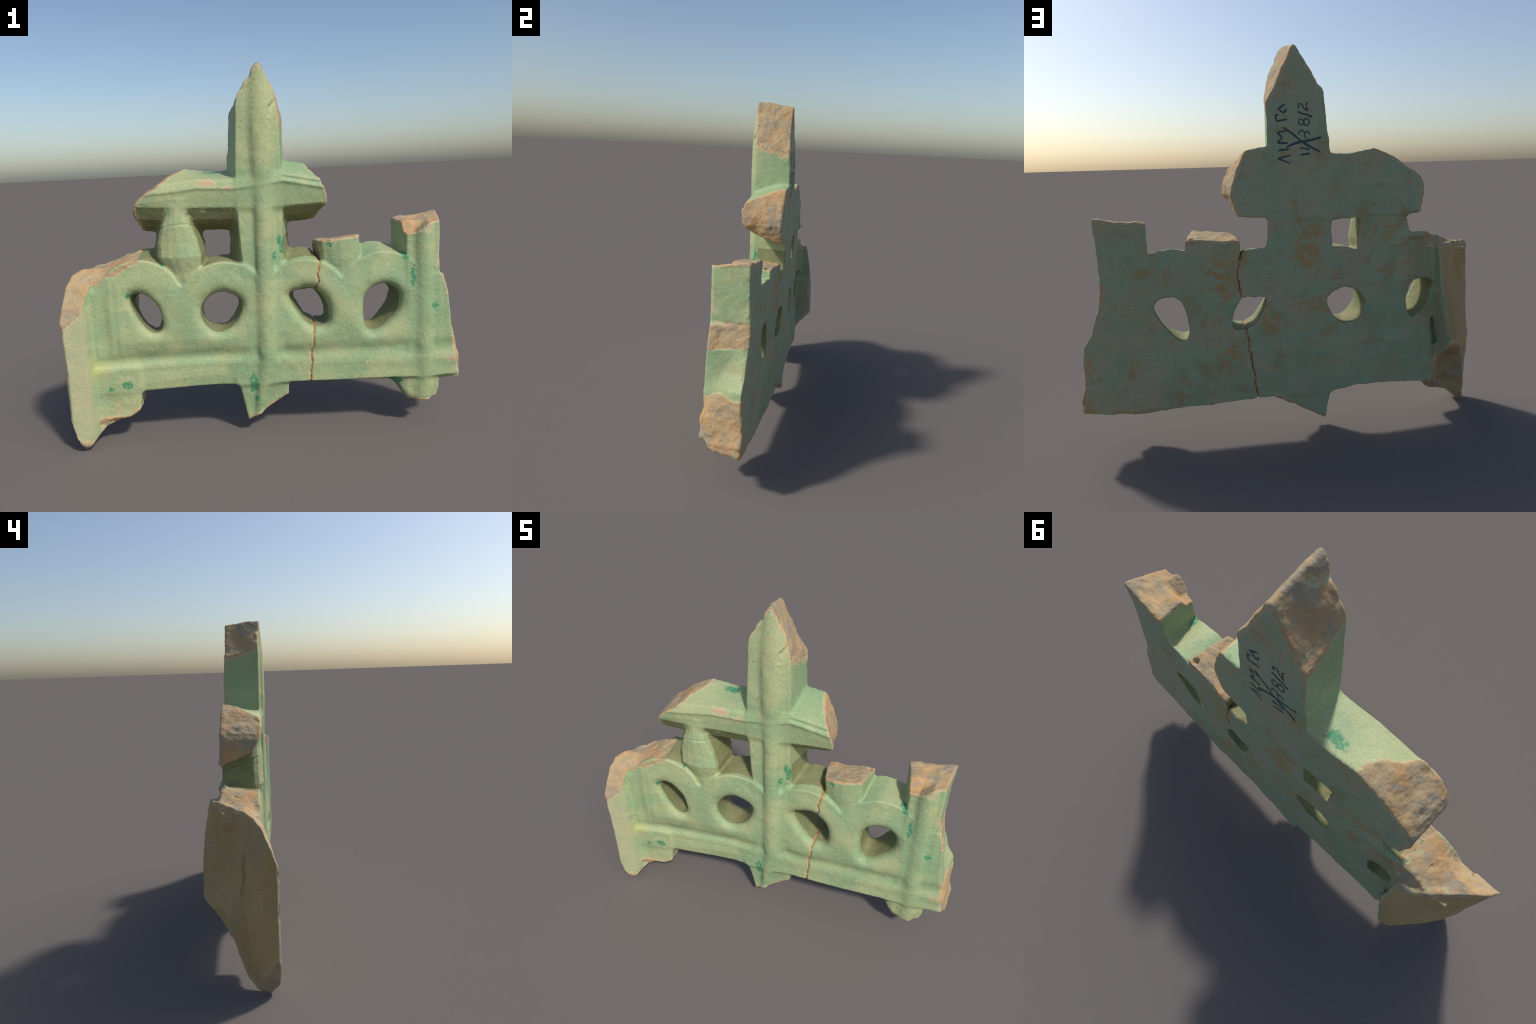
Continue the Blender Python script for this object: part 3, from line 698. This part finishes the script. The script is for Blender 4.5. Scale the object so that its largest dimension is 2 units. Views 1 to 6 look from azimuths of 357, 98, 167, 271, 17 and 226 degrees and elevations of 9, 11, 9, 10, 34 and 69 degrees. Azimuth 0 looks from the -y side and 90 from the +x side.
mat[(jd < 0.0042) & (C[:, 2] < 0.97) & (C[:, 2] > 0.2) & (mat != 2)] = 7

x, z = C[:, 0], C[:, 2]
part = np.full(len(F), "arcade_panel", object)
part[(z < 0.455)] = "base_rail"
part[(x > -0.075) & (x < 0.04) & (fy < -0.118) & (z < 0.9)] = "cross_shaft"
part[(x > -0.17) & (x < 0.11) & (z < 0.30)] = "cross_shaft"
part[(x > 0.70) & (fy < -0.122)] = "corner_post"
part[(x > 0.62) & (z < 0.235)] = "corner_post"
part[(x > 0.66) & (z > 0.93)] = "corner_post"
part[(x > -0.19) & (x < 0.15) & (z > 0.93)] = "cross_shaft"
part[(x > -0.60) & (x < -0.27) & (z > 0.93)] = "baluster"
part[(x > 0.24) & (x < 0.52) & (z > 0.95)] = "baluster_stump"
part[(z > 1.16 - 0.45 * (fy + 0.13)) & (x < -0.16)] = "cross_arm"
part[(z > 1.07) & (x > 0.13 - 0.05 * (fy < -0.05)) & (z < 1.42)] = "cross_arm_right"
part[(x < -0.70) & (fy > 0.08)] = "side_slab"
part[(x < -0.80) | ((x < -0.70) & (fy > 0.078)) | ((x < -0.64) & (z < 0.21))] = "side_slab"
NAMES = {"cross_arm_right": "cross_arm"}

# ------------------------------------------------------------------ objects
thing = bpy.data.objects.new("ceramic_screen_fragment", None)
bpy.context.collection.objects.link(thing)
thing["label"] = "broken green-glazed openwork ceramic screen with cross and arches"
thing["category"] = "ceramic fragment"

for key in dict.fromkeys(part):
    sel = part == key
    used, inv = np.unique(F[sel], return_inverse=True)
    me = bpy.data.meshes.new(NAMES.get(key, key))
    quads = inv.reshape(-1, 4)
    me.vertices.add(len(used)); me.vertices.foreach_set("co", V[used].astype(np.float32).ravel())
    me.loops.add(quads.size); me.loops.foreach_set("vertex_index", quads.ravel().astype(np.int32))
    me.polygons.add(len(quads)); me.polygons.foreach_set("loop_start", np.arange(0, quads.size, 4, dtype=np.int32))
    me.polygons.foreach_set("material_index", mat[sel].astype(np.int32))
    for m in MATS: me.materials.append(m)
    me.update(calc_edges=True); me.validate()
    me.polygons.foreach_set("use_smooth", np.ones(len(quads), bool))
    me.normals_split_custom_set_from_vertices([tuple(n) for n in NRM[used]])
    ob = bpy.data.objects.new(NAMES.get(key, key), me)
    bpy.context.collection.objects.link(ob); ob.parent = thing

# ------------------------------------------------------------------ inventory marks inked on the back of the spire
# written sideways: `a` runs along the writing (downwards on the spire), `h` is the height of a letter (towards +x)
tree = BVHTree.FromPolygons([tuple(v) for v in V], [tuple(f) for f in F[back_face & (C[:, 2] > 1.25)]])
def stroke(points, width):
    """A flat ink ribbon, 1 mm proud, that follows the clay behind it."""
    pts = []
    for (x0, z0), (x1, z1) in zip(points, points[1:]):
        n = max(2, int(math.hypot(x1 - x0, z1 - z0) / 0.006))
        pts += [(x0 + (x1 - x0) * i / n, z0 + (z1 - z0) * i / n) for i in range(n)]
    pts.append(points[-1])
    verts, faces = [], []
    for i, (px, pz) in enumerate(pts):
        qx, qz = pts[min(i + 1, len(pts) - 1)]; rx, rz = pts[max(i - 1, 0)]
        d = Vector((qx - rx, qz - rz)).normalized(); sx, sz = -d.y, d.x
        w = 1.4 * width * (0.92 + 0.10 * math.sin(i * 0.9 + px * 90))
        if i in (0, len(pts) - 1): w *= 0.5
        for k, up in ((-1, -0.001), (-0.6, 0.0009), (0, 0.0013), (0.6, 0.0009), (1, -0.001)):
            vx, vz = px + sx * w * k, pz + sz * w * k
            hit = tree.ray_cast(Vector((vx, 0.5, vz)), Vector((0, -1, 0)))[0]
            verts.append((vx, (hit.y if hit else BACK) + up, vz))
        if i:
            a = 5 * (i - 1); c = 5 * i
            faces += [(a + k, a + k + 1, c + k + 1, c + k) for k in range(4)]
    return verts, faces

def loop(cx, cz, rx, rz, a0=0, a1=360, n=14):
    return [(cx + rx * math.cos(math.radians(a0 + (a1 - a0) * i / n)), cz + rz * math.sin(math.radians(a0 + (a1 - a0) * i / n))) for i in range(n + 1)]

MARKS = [  # pen half width, strokes in (x, z) on the back face: two lines of writing, read sideways, and a later cross
    (.0040, [[(.037, 1.568), (.071, 1.548), (.048, 1.531), (.036, 1.538), (.037, 1.550)]]),
    (.0040, [[(.031, 1.502), (.080, 1.495)], [(.080, 1.495), (.083, 1.523)], [(.083, 1.522), (.069, 1.521)]]),
    (.0042, [[(.032, 1.452), (.079, 1.447)], [(.079, 1.447), (.056, 1.424), (.078, 1.400)], [(.078, 1.400), (.031, 1.400)]]),
    (.0040, [[(.076, 1.368), (.026, 1.373)]]),
    (.0040, [[(.021, 1.347), (.077, 1.333), (.023, 1.310)]]),
    (.0032, [loop(-.032, 1.560, .010, .009, -60, 200) + [(-.050, 1.548), (-.066, 1.537)], [(-.064, 1.538), (-.058, 1.560)], [(-.055, 1.562), (-.066, 1.576)]]),
    (.0042, [[(-.016, 1.536), (-.036, 1.527), (-.060, 1.522), (-.086, 1.511)]]),
    (.0030, [loop(-.032, 1.490, .0115, .013), loop(-.057, 1.490, .0125, .015)]),
    (.0030, [loop(-.033, 1.438, .0130, .016, 190, -10), loop(-.058, 1.433, .0120, .015, 170, -60)]),
    (.0040, [[(-.022, 1.377), (-.070, 1.371)]]),
    (.0046, [[(-.026, 1.347), (-.070, 1.352)]]),
    (.0050, [[(.052, 1.469), (.010, 1.440), (-.028, 1.408), (-.075, 1.380), (-.118, 1.358)]]),
    (.0056, [[(.039, 1.381), (.000, 1.398), (-.028, 1.404), (-.080, 1.412), (-.124, 1.423)]]),
]
for pen, strokes in MARKS:
    verts, faces = [], []
    for line in strokes:
        v, f = stroke(line, pen)
        faces += [tuple(i + len(verts) for i in q) for q in f]; verts += v
    me = bpy.data.meshes.new("ink_mark"); me.from_pydata(verts, [], faces); me.materials.append(INK)
    me.polygons.foreach_set("use_smooth", np.ones(len(faces), bool))
    ob = bpy.data.objects.new("ink_mark", me); bpy.context.collection.objects.link(ob)
    ob.parent = bpy.data.objects["cross_shaft"]
